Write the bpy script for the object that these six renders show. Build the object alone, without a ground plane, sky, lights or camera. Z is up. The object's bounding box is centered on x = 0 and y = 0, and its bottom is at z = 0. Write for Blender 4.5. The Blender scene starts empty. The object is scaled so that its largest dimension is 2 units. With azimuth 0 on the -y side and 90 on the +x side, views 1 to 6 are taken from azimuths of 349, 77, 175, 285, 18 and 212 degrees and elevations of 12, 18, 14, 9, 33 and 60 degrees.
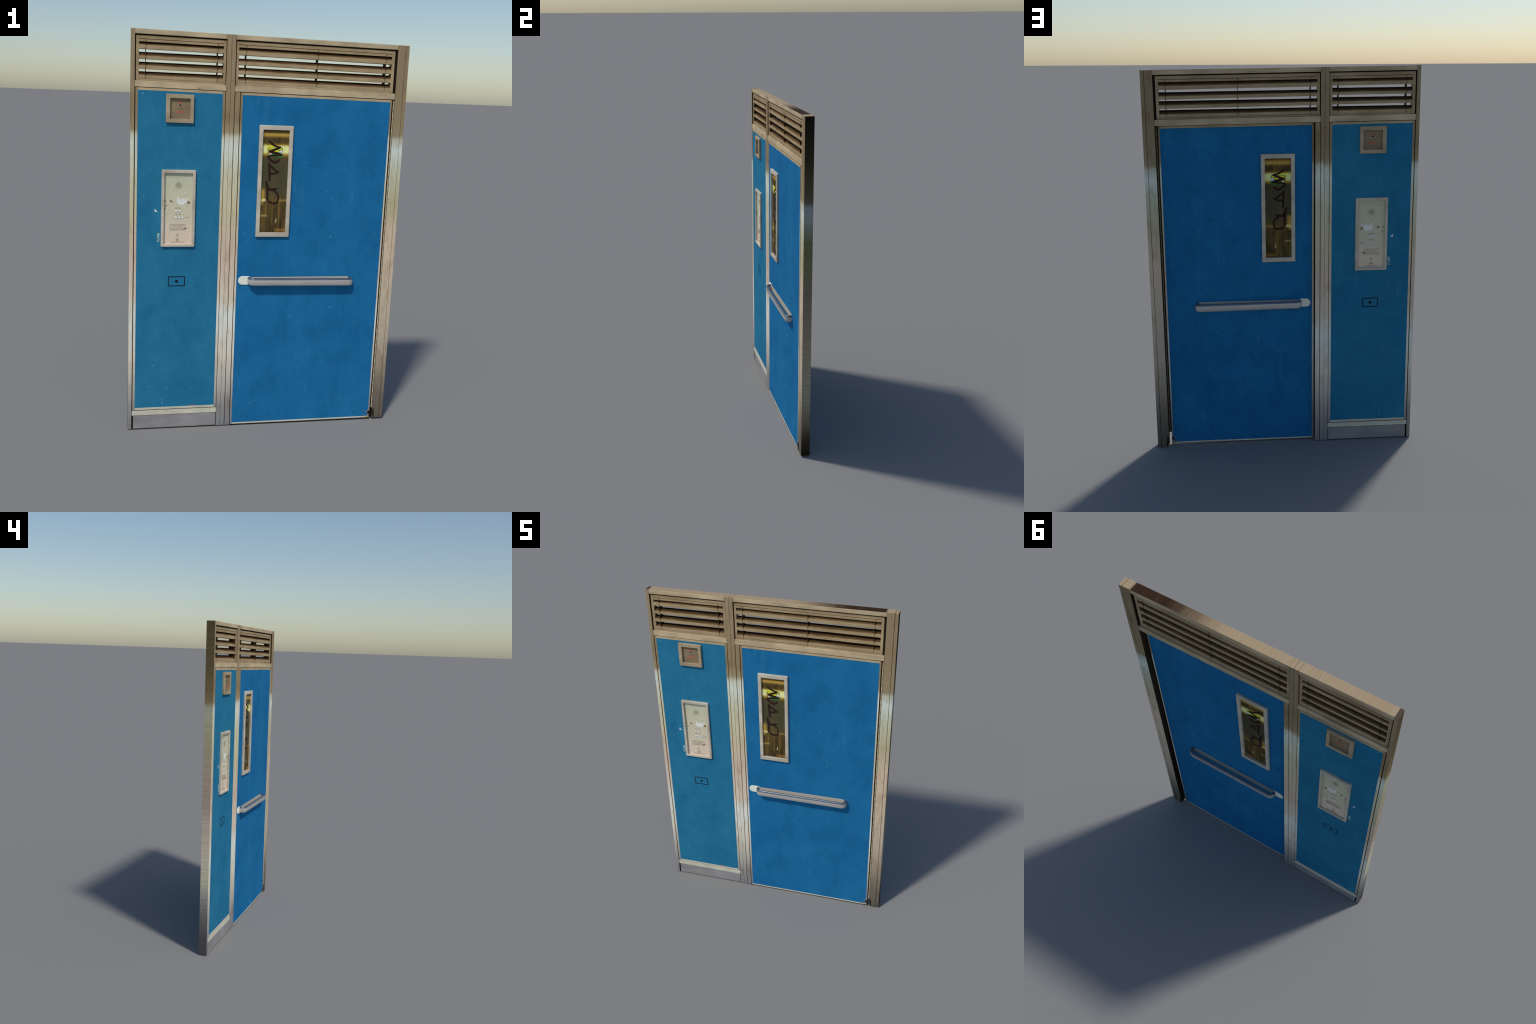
"""Blue lift-lobby entrance: a steel framed partition with a louvred transom, a fixed blue side
panel (fire switch box, intercom, key plate) and a hinged blue door (vision panel, pull handle)."""
import bpy, bmesh, math, random
from mathutils import Vector, noise

random.seed(7)

# ------------------------------------------------------------------ measured planes and warp
YF, YB = -0.0128, 0.0385          # front and back face of the frame
YD = 0.0118                       # back face of the thinner door leaf
MID_FRAME = (YF + YB) / 2         # mirror plane of things on the frame / side panel
MID_DOOR = (YF + YD) / 2          # mirror plane of things on the door leaf
TOP = 2.0


def lerp_table(x, xs, ys):
    if x <= xs[0]:
        return ys[0]
    for a, b, p, q in zip(xs, xs[1:], ys, ys[1:]):
        if x <= b:
            return p + (q - p) * (x - a) / (b - a)
    return ys[-1]


def warp(x, z):
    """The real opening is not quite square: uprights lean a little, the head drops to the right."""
    t = z / TOP
    lean = lerp_table(x, (-0.6925, -0.2, 0.63, 0.69), (0.0122, 0.0078, 0.0065, 0.0045))
    drop = 0.004 - 0.0165 * t * t
    if z > 1.58:                      # the head itself falls more steeply
        drop = lerp_table(z, (1.58, 1.70, 2.0), (0.004 - 0.0165 * 0.79 ** 2, -0.0130, -0.0126))
    return x + t * lean, z + (x + 0.69) * drop


# ------------------------------------------------------------------ materials
def lin(c):
    return c / 12.92 if c <= 0.04045 else ((c + 0.055) / 1.055) ** 2.4


def rgb(r, g, b, lit=0.5):
    """Colour seen on a face lit by `lit`, turned into a base colour."""
    return tuple(min(0.92, lin(v / 255) / (lit * k)) for v, k in zip((r, g, b), (1.2, 1.2, 1.32))) + (1.0,)


class Mat:
    def __init__(self, name, rough=0.8, metal=0.0, spec=0.04):
        self.m = bpy.data.materials.new(name)
        self.m.use_nodes = True
        self.nt = self.m.node_tree
        self.bsdf = self.nt.nodes["Principled BSDF"]
        self.bsdf.inputs["Roughness"].default_value = rough
        self.bsdf.inputs["Metallic"].default_value = metal
        self.bsdf.inputs["Specular IOR Level"].default_value = spec
        self.pos = self.n("ShaderNodeTexCoord").outputs["Object"]

    def n(self, kind):
        return self.nt.nodes.new(kind)

    def put(self, sock, v):
        if hasattr(v, "is_output"):
            self.nt.links.new(v, sock)
        else:
            sock.default_value = v

    def math(self, op, a, b=0.0, clamp=False):
        k = self.n("ShaderNodeMath")
        k.operation, k.use_clamp = op, clamp
        self.put(k.inputs[0], a)
        self.put(k.inputs[1], b)
        return k.outputs[0]

    def axes(self):
        s = self.n("ShaderNodeSeparateXYZ")
        self.put(s.inputs[0], self.pos)
        return s.outputs

    def noise(self, scale, detail=2.0, stretch=(1, 1, 1), rough=0.5, offset=(0, 0, 0)):
        mp = self.n("ShaderNodeMapping")
        self.put(mp.inputs["Vector"], self.pos)
        mp.inputs["Scale"].default_value = stretch
        mp.inputs["Location"].default_value = offset
        t = self.n("ShaderNodeTexNoise")
        self.put(t.inputs["Vector"], mp.outputs[0])
        t.inputs["Scale"].default_value = scale
        t.inputs["Detail"].default_value = detail
        t.inputs["Roughness"].default_value = rough
        return t.outputs["Fac"]

    def ramp(self, fac, stops, mode="LINEAR"):
        r = self.n("ShaderNodeValToRGB")
        r.color_ramp.interpolation = mode
        e = r.color_ramp.elements
        while len(e) < len(stops):
            e.new(0.5)
        for k, (p, c) in zip(e, stops):
            k.position, k.color = p, c if hasattr(c, "__len__") else (c, c, c, 1)
        self.put(r.inputs[0], fac)
        return r.outputs[0]

    def mix(self, fac, a, b, mode="MIX"):
        k = self.n("ShaderNodeMix")
        k.data_type, k.blend_type = "RGBA", mode
        self.put(k.inputs[0], fac)
        self.put(k.inputs[6], a)
        self.put(k.inputs[7], b)
        return k.outputs[2]

    def step(self, x, lo, hi):
        k = self.n("ShaderNodeMapRange")
        k.interpolation_type = "SMOOTHSTEP"
        self.put(k.inputs[0], x)
        k.inputs[1].default_value, k.inputs[2].default_value = lo, hi
        k.inputs[3].default_value, k.inputs[4].default_value = 0.0, 1.0
        return k.outputs[0]

    def box(self, x, z, x0, x1, z0, z1, soft):
        """1 inside a soft-edged rectangle of the face, 0 outside."""
        m = self.math("MULTIPLY", self.step(x, x0 - soft, x0 + soft), self.math("SUBTRACT", 1.0, self.step(x, x1 - soft, x1 + soft)))
        n = self.math("MULTIPLY", self.step(z, z0 - soft, z0 + soft), self.math("SUBTRACT", 1.0, self.step(z, z1 - soft, z1 + soft)))
        return self.math("MULTIPLY", m, n)

    def grain(self, col, scale, amount, stretch=(1, 1, 1), detail=3.0):
        f = self.noise(scale, detail, stretch)
        lo, hi = 1 - amount, 1 + amount
        g = self.ramp(f, [(0.3, (lo, lo, lo, 1)), (0.7, (min(hi, 1.0), min(hi, 1.0), min(hi, 1.0), 1))])
        return self.mix(1.0, col, g, "MULTIPLY")

    def done(self, col, bump=None, strength=0.1, dist=0.001):
        self.put(self.bsdf.inputs["Base Color"], col)
        if bump is not None:
            b = self.n("ShaderNodeBump")
            b.inputs["Strength"].default_value = strength
            b.inputs["Distance"].default_value = dist
            self.put(b.inputs["Height"], bump)
            self.put(self.bsdf.inputs["Normal"], b.outputs[0])
        return self.m


def louvre_painted_shade():
    k = Mat("louvre_painted_shade", 0.9, 0.0, 0.02)
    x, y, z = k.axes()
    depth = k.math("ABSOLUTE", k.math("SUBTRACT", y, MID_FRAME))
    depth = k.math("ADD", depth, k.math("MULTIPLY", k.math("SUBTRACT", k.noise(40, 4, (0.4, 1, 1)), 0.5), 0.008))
    col = k.ramp(k.math("DIVIDE", depth, 0.02), [(0.0, rgb(16, 10, 7)), (0.35, rgb(44, 32, 21)), (0.7, rgb(76, 58, 40)), (0.97, rgb(116, 96, 71))])  # recess shadow drawn into the slopes, darkest towards the ridge
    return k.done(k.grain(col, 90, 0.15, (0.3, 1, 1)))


def steel_handle(name, lo, hi, metal):
    k = Mat(name, 0.32, metal, 0.3)
    f = k.noise(1.0, 3, (8, 300, 300), 0.6)
    return k.done(k.ramp(f, [(0.3, lo), (0.7, hi)]))


def plain(name, c, rough=0.6, metal=0.0, lit=0.5, grain=0.0):
    k = Mat(name, rough, metal)
    col = rgb(*c, lit=lit)
    return k.done(k.grain(col, 260, grain) if grain else col)


LIT = 0.5
# mirrored surroundings painted as bands on the uprights, floor up: (height, colour seen)
REFLECTION_BANDS = [(0.00, (112, 112, 118)), (0.12, (128, 125, 127)), (0.24, (160, 154, 149)), (0.40, (190, 182, 172)),
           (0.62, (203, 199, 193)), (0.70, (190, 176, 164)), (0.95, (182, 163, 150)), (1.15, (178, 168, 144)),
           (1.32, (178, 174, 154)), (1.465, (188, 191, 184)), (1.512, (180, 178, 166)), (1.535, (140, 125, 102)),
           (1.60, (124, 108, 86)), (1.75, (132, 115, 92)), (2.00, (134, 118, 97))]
# hinge jamb: browner baked reflections, foot darkened for shade
JAMB_REFLECTIONS = [(0.00, (84, 78, 72)), (0.15, (98, 90, 82)), (0.30, (132, 120, 108)), (0.50, (164, 150, 136)), (0.80, (174, 158, 142)),
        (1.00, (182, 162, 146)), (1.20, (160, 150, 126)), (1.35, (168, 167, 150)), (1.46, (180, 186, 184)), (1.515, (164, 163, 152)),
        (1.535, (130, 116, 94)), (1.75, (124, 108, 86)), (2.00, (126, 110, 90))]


# outer jamb returns: reflections coloured in, smeared across the depth
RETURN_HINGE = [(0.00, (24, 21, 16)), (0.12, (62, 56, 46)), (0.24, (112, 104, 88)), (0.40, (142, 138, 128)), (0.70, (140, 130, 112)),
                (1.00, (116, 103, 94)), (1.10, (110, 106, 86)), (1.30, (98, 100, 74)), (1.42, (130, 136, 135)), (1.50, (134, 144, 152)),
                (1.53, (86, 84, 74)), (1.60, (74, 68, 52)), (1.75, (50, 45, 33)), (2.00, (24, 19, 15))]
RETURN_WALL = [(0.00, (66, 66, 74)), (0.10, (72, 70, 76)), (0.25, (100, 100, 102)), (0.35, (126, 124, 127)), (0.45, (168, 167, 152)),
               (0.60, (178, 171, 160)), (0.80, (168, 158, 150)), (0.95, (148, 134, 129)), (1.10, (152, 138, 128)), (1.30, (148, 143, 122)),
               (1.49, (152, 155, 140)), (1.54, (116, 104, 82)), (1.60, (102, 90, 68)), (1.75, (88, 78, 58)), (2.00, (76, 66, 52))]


def steel_upright(name, streak, bands=REFLECTION_BANDS):
    k = Mat(name, 0.75, 0.0, 0.08)
    x, y, z = k.axes()
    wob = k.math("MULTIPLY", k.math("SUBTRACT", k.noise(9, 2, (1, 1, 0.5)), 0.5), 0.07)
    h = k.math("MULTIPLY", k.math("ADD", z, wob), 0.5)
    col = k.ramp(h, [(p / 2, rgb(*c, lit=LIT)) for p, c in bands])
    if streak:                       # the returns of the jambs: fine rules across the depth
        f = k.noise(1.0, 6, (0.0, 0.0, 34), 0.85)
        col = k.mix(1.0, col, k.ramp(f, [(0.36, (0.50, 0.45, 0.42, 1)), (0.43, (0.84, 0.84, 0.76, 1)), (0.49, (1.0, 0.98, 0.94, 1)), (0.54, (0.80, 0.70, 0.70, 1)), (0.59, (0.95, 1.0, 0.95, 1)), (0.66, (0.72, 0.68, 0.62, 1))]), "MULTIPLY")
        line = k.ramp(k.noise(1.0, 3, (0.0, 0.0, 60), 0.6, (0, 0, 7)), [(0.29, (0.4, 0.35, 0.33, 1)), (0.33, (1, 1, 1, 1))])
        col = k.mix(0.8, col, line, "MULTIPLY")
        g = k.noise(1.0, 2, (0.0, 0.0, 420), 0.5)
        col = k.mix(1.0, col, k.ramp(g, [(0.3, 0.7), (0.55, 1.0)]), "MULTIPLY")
    else:
        col = k.mix(1.0, col, k.ramp(k.noise(1.0, 3, (420, 420, 5), 0.6), [(0.3, 0.86), (0.65, 1.0)]), "MULTIPLY")
        stain = k.ramp(k.noise(22, 5, (1.5, 1, 0.5), 0.65), [(0.5, (1, 1, 1, 1)), (0.72, (0.74, 0.68, 0.62, 1))])
        col = k.mix(0.8, col, stain, "MULTIPLY")
        pits = k.ramp(k.noise(150, 3, (1, 1, 0.7)), [(0.24, rgb(70, 55, 42)), (0.31, (1, 1, 1, 1))])
        col = k.mix(0.7, col, k.mix(1.0, col, pits, "MULTIPLY"))
    return k.done(col)


def steel_rail(name, c, c2, dirt=0.6):
    k = Mat(name, 0.75, 0.0, 0.08)
    f = k.noise(7, 3, (1, 1, 2))
    col = k.ramp(f, [(0.3, rgb(*c2, lit=LIT)), (0.68, rgb(*c, lit=LIT))])
    col = k.mix(1.0, col, k.ramp(k.noise(1.0, 3, (6, 300, 420), 0.6), [(0.3, 0.88), (0.65, 1.0)]), "MULTIPLY")
    pits = k.ramp(k.noise(120, 3, (0.8, 1, 1)), [(0.25, rgb(80, 60, 45)), (0.32, (1, 1, 1, 1))])
    return k.done(k.mix(dirt, col, k.mix(1.0, col, pits, "MULTIPLY")))


def steel_cap():
    """Upper edge of the frame: rules across the depth, a brown stained stretch near one end."""
    k = Mat("capping_steel", 0.75, 0.0, 0.08)
    x, y, z = k.axes()
    f = k.noise(1.0, 4, (70, 0.0, 0.0), 0.95)
    tan = k.ramp(f, [(0.38, rgb(142, 124, 102, 0.72)), (0.46, rgb(172, 154, 122, 0.72)), (0.53, rgb(160, 136, 120, 0.72)), (0.62, rgb(186, 168, 138, 0.72))])
    brown = k.ramp(f, [(0.38, rgb(32, 20, 10, 0.72)), (0.46, rgb(62, 46, 28, 0.72)), (0.53, rgb(48, 28, 26, 0.72)), (0.62, rgb(92, 76, 52, 0.72))])
    wob = k.math("MULTIPLY", k.math("SUBTRACT", k.noise(1.0, 3, (30, 0, 0)), 0.5), 0.12)
    m = k.step(k.math("ADD", x, wob), 0.10, 0.46)
    m = k.math("MULTIPLY", m, k.math("SUBTRACT", 1.0, k.step(x, 0.628, 0.632)))
    col = k.mix(m, tan, brown)
    return k.done(k.mix(k.math("SUBTRACT", 1.0, k.step(x, -0.6635, -0.6610)), col, rgb(86, 74, 70, 0.72)))


def paint(name, base, alt, dark):
    """Blue enamel: fine mottle, paler scuffed clouds, tiny light and dark specks."""
    k = Mat(name, 0.8, 0.0, 0.03)
    col = k.ramp(k.noise(3.2, 5, rough=0.6), [(0.34, rgb(*alt, lit=LIT)), (0.64, rgb(*base, lit=LIT))])
    col = k.mix(k.ramp(k.noise(11, 4, (1, 1, 0.6), 0.6, (5, 2, 1)), [(0.42, 0.0), (0.7, 0.45)]), col, rgb(*dark, lit=LIT))
    fine = k.ramp(k.noise(230, 3, rough=0.7), [(0.3, rgb(*dark, lit=LIT)), (0.5, rgb(*base, lit=LIT)), (0.7, rgb(*[min(255, c * 1.22 + 8) for c in base], lit=LIT))])
    col = k.mix(0.32, col, fine)
    streak = k.ramp(k.noise(9, 5, (1.6, 1, 0.5), 0.7, (3, 1, 2)), [(0.6, 0.0), (0.82, 0.35)])
    col = k.mix(streak, col, rgb(66, 126, 160, LIT))
    v = k.n("ShaderNodeTexVoronoi")
    v.inputs["Scale"].default_value = 26
    k.put(v.inputs["Vector"], k.pos)
    chance = k.n("ShaderNodeSeparateColor")
    k.put(chance.inputs[0], v.outputs["Color"])
    near = k.math("LESS_THAN", v.outputs["Distance"], 0.045)
    col = k.mix(k.math("MULTIPLY", k.math("MULTIPLY", near, k.math("GREATER_THAN", chance.outputs[0], 0.86)), 0.5), col, rgb(110, 148, 172, LIT))
    col = k.mix(k.math("MULTIPLY", k.math("MULTIPLY", near, k.math("LESS_THAN", chance.outputs[0], 0.08)), 0.6), col, rgb(25, 40, 60, LIT))
    return k.done(col, k.noise(420, 2), 0.12, 0.0006)


def pane_material():
    """Wired glass: amber reflections and pale lamp glints painted into its colour."""
    k = Mat("glass_painted_reflections", 0.5, 0.0, 0.06)
    x, y, z = k.axes()
    body = k.ramp(k.noise(1.0, 4, (26, 26, 7), 0.6), [(0.3, rgb(40, 31, 20)), (0.5, rgb(68, 57, 35)), (0.72, rgb(96, 74, 38))])
    green = k.box(x, z, -0.06, 0.12, 1.22, 1.415, 0.03)
    body = k.mix(k.math("MULTIPLY", green, 0.75), body, rgb(64, 63, 48))
    gold = k.ramp(k.noise(1.0, 3, (60, 60, 4), 0.6, (2, 0, 5)), [(0.5, 0.0), (0.8, 0.5)])
    low = k.math("SUBTRACT", 1.0, k.step(z, 1.17, 1.26))
    body = k.mix(k.math("MULTIPLY", gold, low), body, rgb(140, 110, 56))
    fringe = k.box(x, z, -0.05, 0.1, 1.518, 1.537, 0.009)
    body = k.mix(k.math("MULTIPLY", fringe, 0.8), body, rgb(172, 138, 66))
    for x0, x1, z0, z1, s, c, a in ((-0.06, 0.1, 1.425, 1.478, 0.012, (168, 138, 52), 0.75),
                                    (-0.06, -0.026, 1.18, 1.215, 0.008, (186, 150, 66), 0.7), (-0.06, -0.012, 1.436, 1.473, 0.008, (226, 216, 140), 1.0), (0.050, 0.10, 1.436, 1.473, 0.008, (226, 216, 140), 1.0),
                                    (-0.02, 0.052, 1.462, 1.474, 0.004, (225, 200, 80), 0.8),
                                    (-0.06, -0.013, 1.196, 1.207, 0.006, (222, 206, 140), 1.0), (-0.05, -0.02, 1.205, 1.255, 0.014, (190, 152, 66), 0.7),
                                    (0.04, 0.10, 1.196, 1.205, 0.007, (150, 122, 66), 0.55),
                                    (-0.06, -0.004, 1.119, 1.126, 0.006, (168, 144, 80), 0.7), (0.04, 0.10, 1.044, 1.054, 0.009, (150, 108, 50), 0.6)):
        body = k.mix(k.math("MULTIPLY", k.box(x, z, x0, x1, z0, z1, s), a), body, rgb(*c))
    return k.done(body)


def intercom_plate_material():
    k = Mat("brushed_intercom_plate", 0.7, 0.0, 0.06)
    x, y, z = k.axes()
    h = k.math("ADD", z, k.math("MULTIPLY", k.math("SUBTRACT", k.noise(14, 2), 0.5), 0.05))
    c = k.ramp(k.math("DIVIDE", k.math("SUBTRACT", h, 0.97), 0.37),  # green-to-pink gradient is the steel's reflection, baked into the colour
               [(0.0, rgb(190, 171, 160)), (0.22, rgb(187, 172, 159)), (0.34, rgb(178, 170, 154)), (0.75, rgb(170, 168, 148)), (1.0, rgb(162, 164, 150))])
    return k.done(k.mix(1.0, c, k.ramp(k.noise(60, 3, (1, 1, 3)), [(0.3, 0.9), (0.6, 1.0)]), "MULTIPLY"))


M = {
    "upright": steel_upright("upright_steel_painted_reflections", False),
    "jamb": steel_upright("jamb_steel_painted_reflections", False, JAMB_REFLECTIONS),
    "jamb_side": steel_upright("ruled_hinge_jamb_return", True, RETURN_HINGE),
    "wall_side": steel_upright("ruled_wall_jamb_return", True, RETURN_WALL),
    "rebate": steel_upright("dark_rebate_face", True, [(0.0, (30, 24, 20)), (1.2, (52, 42, 38)), (2.0, (58, 50, 36))]),
    "cap": steel_cap(),
    "rail": steel_rail("tan_rail_steel", (176, 158, 133), (142, 126, 105)),
    "stop": steel_rail("panel_stop_steel", (166, 148, 122), (140, 122, 100)),
    "sill": steel_rail("grey_sill_steel", (182, 178, 166), (160, 156, 148)),
    "kick": steel_rail("bluish_kick_steel", (128, 126, 131), (112, 110, 115), 0.8),
    "slat": steel_rail("louvre_steel", (150, 131, 106), (128, 110, 87)),
    "slope_shade": louvre_painted_shade(),
    "spacer": plain("louvre_spacer_grime", (58, 44, 30), 0.85, grain=0.2),
    "dark": plain("black_joint_grime", (26, 20, 16), 0.9),
    "hinge": steel_rail("hinge_steel", (170, 160, 138), (120, 108, 90)),
    "blue": paint("blue_door_enamel", (28, 94, 141), (19, 80, 128), (12, 63, 105)),  # both enamels darkened part-way towards the photo's shaded average
    "teal": paint("teal_blue_panel_enamel", (38, 101, 134), (24, 88, 126), (16, 68, 102)),
    "bezel": steel_rail("bezel_steel", (174, 166, 157), (150, 142, 133), 0.4),
    "box": steel_rail("switch_box_steel", (152, 138, 119), (132, 118, 100), 0.4),
    "box_face": steel_rail("switch_plate_steel", (124, 109, 89), (108, 95, 77), 0.4),
    "glass": pane_material(),
    "plate": intercom_plate_material(),
    "chrome": steel_handle("satin_handle_steel", (0.46, 0.43, 0.40, 1), (0.64, 0.61, 0.59, 1), 0.3),
    "sheen_band": steel_handle("handle_steel_painted_reflection", (0.10, 0.13, 0.17, 1), (0.17, 0.20, 0.24, 1), 0.5),
    "pale_strip": plain("handle_pale_strip_steel", (205, 195, 185), 0.4, 0.3, 0.7),
    "cream": plain("cream_mount_plastic", (206, 206, 190), 0.5, grain=0.05),
    "ink": plain("black_marker_ink", (40, 26, 24), 0.6),
    "black": plain("black_paint", (22, 26, 34), 0.7),
    "red": plain("red_lettering", (196, 62, 52), 0.6),
    "letter": plain("brown_lettering", (96, 84, 64), 0.6),
    "button": plain("white_button", (226, 226, 226), 0.35),
    "ring": plain("button_ring", (128, 128, 120), 0.5),
    "scrape": plain("white_scraped_patch", (216, 208, 200), 0.8, grain=0.1),
    "burn": plain("brown_burn_mark", (112, 84, 58), 0.9, grain=0.3),
    "chip": plain("pale_paint_chip", (112, 150, 178), 0.8),
    "tape": plain("torn_tape", (130, 160, 165), 0.7, grain=0.15),
    "scratch": plain("pane_scratch", (160, 152, 130), 0.8),
    "paper": plain("torn_paper", (215, 215, 225), 0.8),
    "speck": plain("dark_speck", (24, 44, 66), 0.8),
    "scuff": plain("dull_scuff", (30, 94, 130), 0.7),
    "rust": plain("rust_patch", (134, 74, 58), 0.9),
    "leaf": plain("dry_leaf_litter", (140, 112, 40), 0.9),
    "straw": plain("pale_litter", (150, 110, 85), 0.9),
    "green": plain("sticker_green", (44, 104, 54), 0.5),
    "yellow": plain("sticker_yellow", (200, 186, 44), 0.5),
    "white": plain("sticker_white", (196, 192, 196), 0.5),
    "pink": plain("sticker_pink", (206, 150, 150), 0.5),
    "screw": plain("screw_steel", (150, 140, 126), 0.4, 0.5, 0.6),
}

# ------------------------------------------------------------------ mesh building
ROOT = None


class Part:
    """A growing mesh in the square (unwarped) frame; `finish` warps it and makes the object."""

    def __init__(self, *mats):
        self.bm = bmesh.new()
        self.mats = mats

    def merge(self, other, pick=None):
        me = bpy.data.meshes.new("tmp")
        other.normal_update()
        if pick:
            for f in other.faces:
                f.material_index = pick(f.normal)
        other.to_mesh(me)
        other.free()
        self.bm.from_mesh(me)
        bpy.data.meshes.remove(me)

    def bar(self, x0, x1, z0, z1, y0=YF, y1=YB, r=0.0009, pick=None):
        b = bmesh.new()
        bmesh.ops.create_cube(b, size=1.0)
        for v in b.verts:
            v.co = Vector((x0 + (v.co.x + 0.5) * (x1 - x0), y0 + (v.co.y + 0.5) * (y1 - y0), z0 + (v.co.z + 0.5) * (z1 - z0)))
        if r:
            bmesh.ops.bevel(b, geom=list(b.edges), offset=r, segments=2, profile=0.5, affect="EDGES")
        self.merge(b, pick)
        return self

    def prism(self, pts, y0, y1, mat=0):
        """Solid with outline pts (x, z) between two depths."""
        b = bmesh.new()
        near = [b.verts.new((x, y0, z)) for x, z in pts]
        far = [b.verts.new((x, y1, z)) for x, z in pts]
        b.faces.new(near)
        b.faces.new(far[::-1])
        n = len(pts)
        for i in range(n):
            b.faces.new((near[i], far[i], far[(i + 1) % n], near[(i + 1) % n]))
        bmesh.ops.recalc_face_normals(b, faces=b.faces)
        self.merge(b, lambda _n: mat)
        return self

    def disc(self, x, z, r, y0, y1, seg=24, mat=0):
        return self.prism([(x + r * math.cos(2 * math.pi * i / seg), z + r * math.sin(2 * math.pi * i / seg)) for i in range(seg)], y0, y1, mat)

    def loft(self, loops, closed=True, smooth=False, mat=0):
        """Skin a list of equal-length closed loops of 3D points."""
        b = bmesh.new()
        rows = [[b.verts.new(p) for p in loop] for loop in loops]
        n = len(loops[0])
        for p, q in zip(rows, rows[1:]):
            for i in range(n):
                f = b.faces.new((p[i], p[(i + 1) % n], q[(i + 1) % n], q[i]))
                f.smooth = smooth
        if not closed:
            b.faces.new(rows[0][::-1])
            b.faces.new(rows[-1])
        bmesh.ops.recalc_face_normals(b, faces=b.faces)
        self.merge(b, lambda _n: mat)
        return self

    def ring(self, cx, cz, r0, r1, y0, y1, seg=32, a0=0.0, a1=2 * math.pi, mat=0):
        full = abs(a1 - a0 - 2 * math.pi) < 1e-6
        k = seg if full else seg + 1
        ang = [a0 + (a1 - a0) * i / seg for i in range(k)]
        loops = []
        for a in ang:
            c, s = math.cos(a), math.sin(a)
            loops.append([(cx + r0 * c, y0, cz + r0 * s), (cx + r1 * c, y0, cz + r1 * s), (cx + r1 * c, y1, cz + r1 * s), (cx + r0 * c, y1, cz + r0 * s)])
        if full:
            loops.append(loops[0])
            return self.loft(loops, True, mat=mat)
        return self.loft(loops, False, mat=mat)

    def stroke(self, pts, widths, y0, y1, mat=0, sub=5):
        """A marker stroke: smooth ribbon with round ends through pts (x, z)."""
        P = [Vector((x, 0, z)) for x, z in pts]
        if len(P) > 2:
            out = []
            for i in range(len(P) - 1):
                a, b, c, d = P[max(i - 1, 0)], P[i], P[i + 1], P[min(i + 2, len(P) - 1)]
                for j in range(sub):
                    t = j / sub
                    out.append(0.5 * ((2 * b) + (c - a) * t + (2 * a - 5 * b + 4 * c - d) * t * t + (3 * b - a - 3 * c + d) * t ** 3))
            P = out + [P[-1]]
        n = len(P)
        W = [lerp_table(i / (n - 1) * (len(widths) - 1), list(range(len(widths))), list(widths)) if len(widths) > 1 else widths[0] for i in range(n)]
        left, right = [], []
        for i, p in enumerate(P):
            t = (P[min(i + 1, n - 1)] - P[max(i - 1, 0)]).normalized()
            s = Vector((-t.z, 0, t.x)) * W[i] / 2
            left.append(p + s)
            right.append(p - s)
        for i in range(n - 1):
            q = [left[i], left[i + 1], right[i + 1], right[i]]
            self.prism([(v.x, v.z) for v in q], y0, y1, mat)
        for p, w in ((P[0], W[0]), (P[-1], W[-1])):
            self.disc(p.x, p.z, w / 2, y0 + 1e-5, y1, 10, mat)
        return self

    def fleck(self, x, z, w, h, y0, y1, mat=0, turn=0.0, seg=9):
        """A small irregular chip."""
        pts = []
        for i in range(seg):
            a = 2 * math.pi * i / seg
            r = random.uniform(0.55, 1.1)
            u, v = w / 2 * r * math.cos(a), h / 2 * r * math.sin(a)
            pts.append((x + u * math.cos(turn) - v * math.sin(turn), z + u * math.sin(turn) + v * math.cos(turn)))
        return self.prism(pts, y0, y1, mat)

    def text(self, body, cx, cz, height, y0, depth=0.0003, mat=0, squeeze=1.0):
        cu = bpy.data.curves.new("t", "FONT")
        cu.body, cu.align_x, cu.align_y, cu.size, cu.extrude = body, "CENTER", "CENTER", height * 1.38, depth / 2
        cu.resolution_u = 3
        ob = bpy.data.objects.new("t", cu)
        bpy.context.scene.collection.objects.link(ob)
        bpy.context.view_layer.update()
        me = bpy.data.meshes.new_from_object(ob.evaluated_get(bpy.context.evaluated_depsgraph_get()))
        bpy.data.objects.remove(ob)
        bpy.data.curves.remove(cu)
        b = bmesh.new()
        b.from_mesh(me)
        bpy.data.meshes.remove(me)
        for v in b.verts:
            v.co = Vector((cx + v.co.x * squeeze, y0 - v.co.z, cz + v.co.y))
        self.merge(b, lambda _n: mat)
        return self

    def frame_ring(self, outer, inner, ro, ri, y_face, rise, ch=0.0016, seg=5, mat=0):
        """Raised picture-frame bezel standing `rise` in front of the plane y_face (towards -y)."""
        def rr(rect, r, grow):
            x0, x1, z0, z1 = rect
            x0, x1, z0, z1, r = x0 - grow, x1 + grow, z0 - grow, z1 + grow, max(r + grow, 0.0002)
            pts = []
            for cx, cz, a in ((x1 - r, z1 - r, 0), (x0 + r, z1 - r, 90), (x0 + r, z0 + r, 180), (x1 - r, z0 + r, 270)):
                for i in range(seg + 1):
                    t = math.radians(a + 90 * i / seg)
                    pts.append((cx + r * math.cos(t), cz + r * math.sin(t)))
            return pts
        yf = y_face - rise
        prof = [(outer, ro, 0, y_face + 0.002), (outer, ro, 0, yf + ch), (outer, ro, -ch * 0.35, yf + ch * 0.35), (outer, ro, -ch, yf),
                (inner, ri, ch * 0.6, yf), (inner, ri, 0, yf + ch * 0.6), (inner, ri, 0, y_face + 0.002)]
        return self.loft([[(x, y, z) for x, z in rr(a, r, g)] for a, r, g, y in prof], mat=mat)

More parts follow.
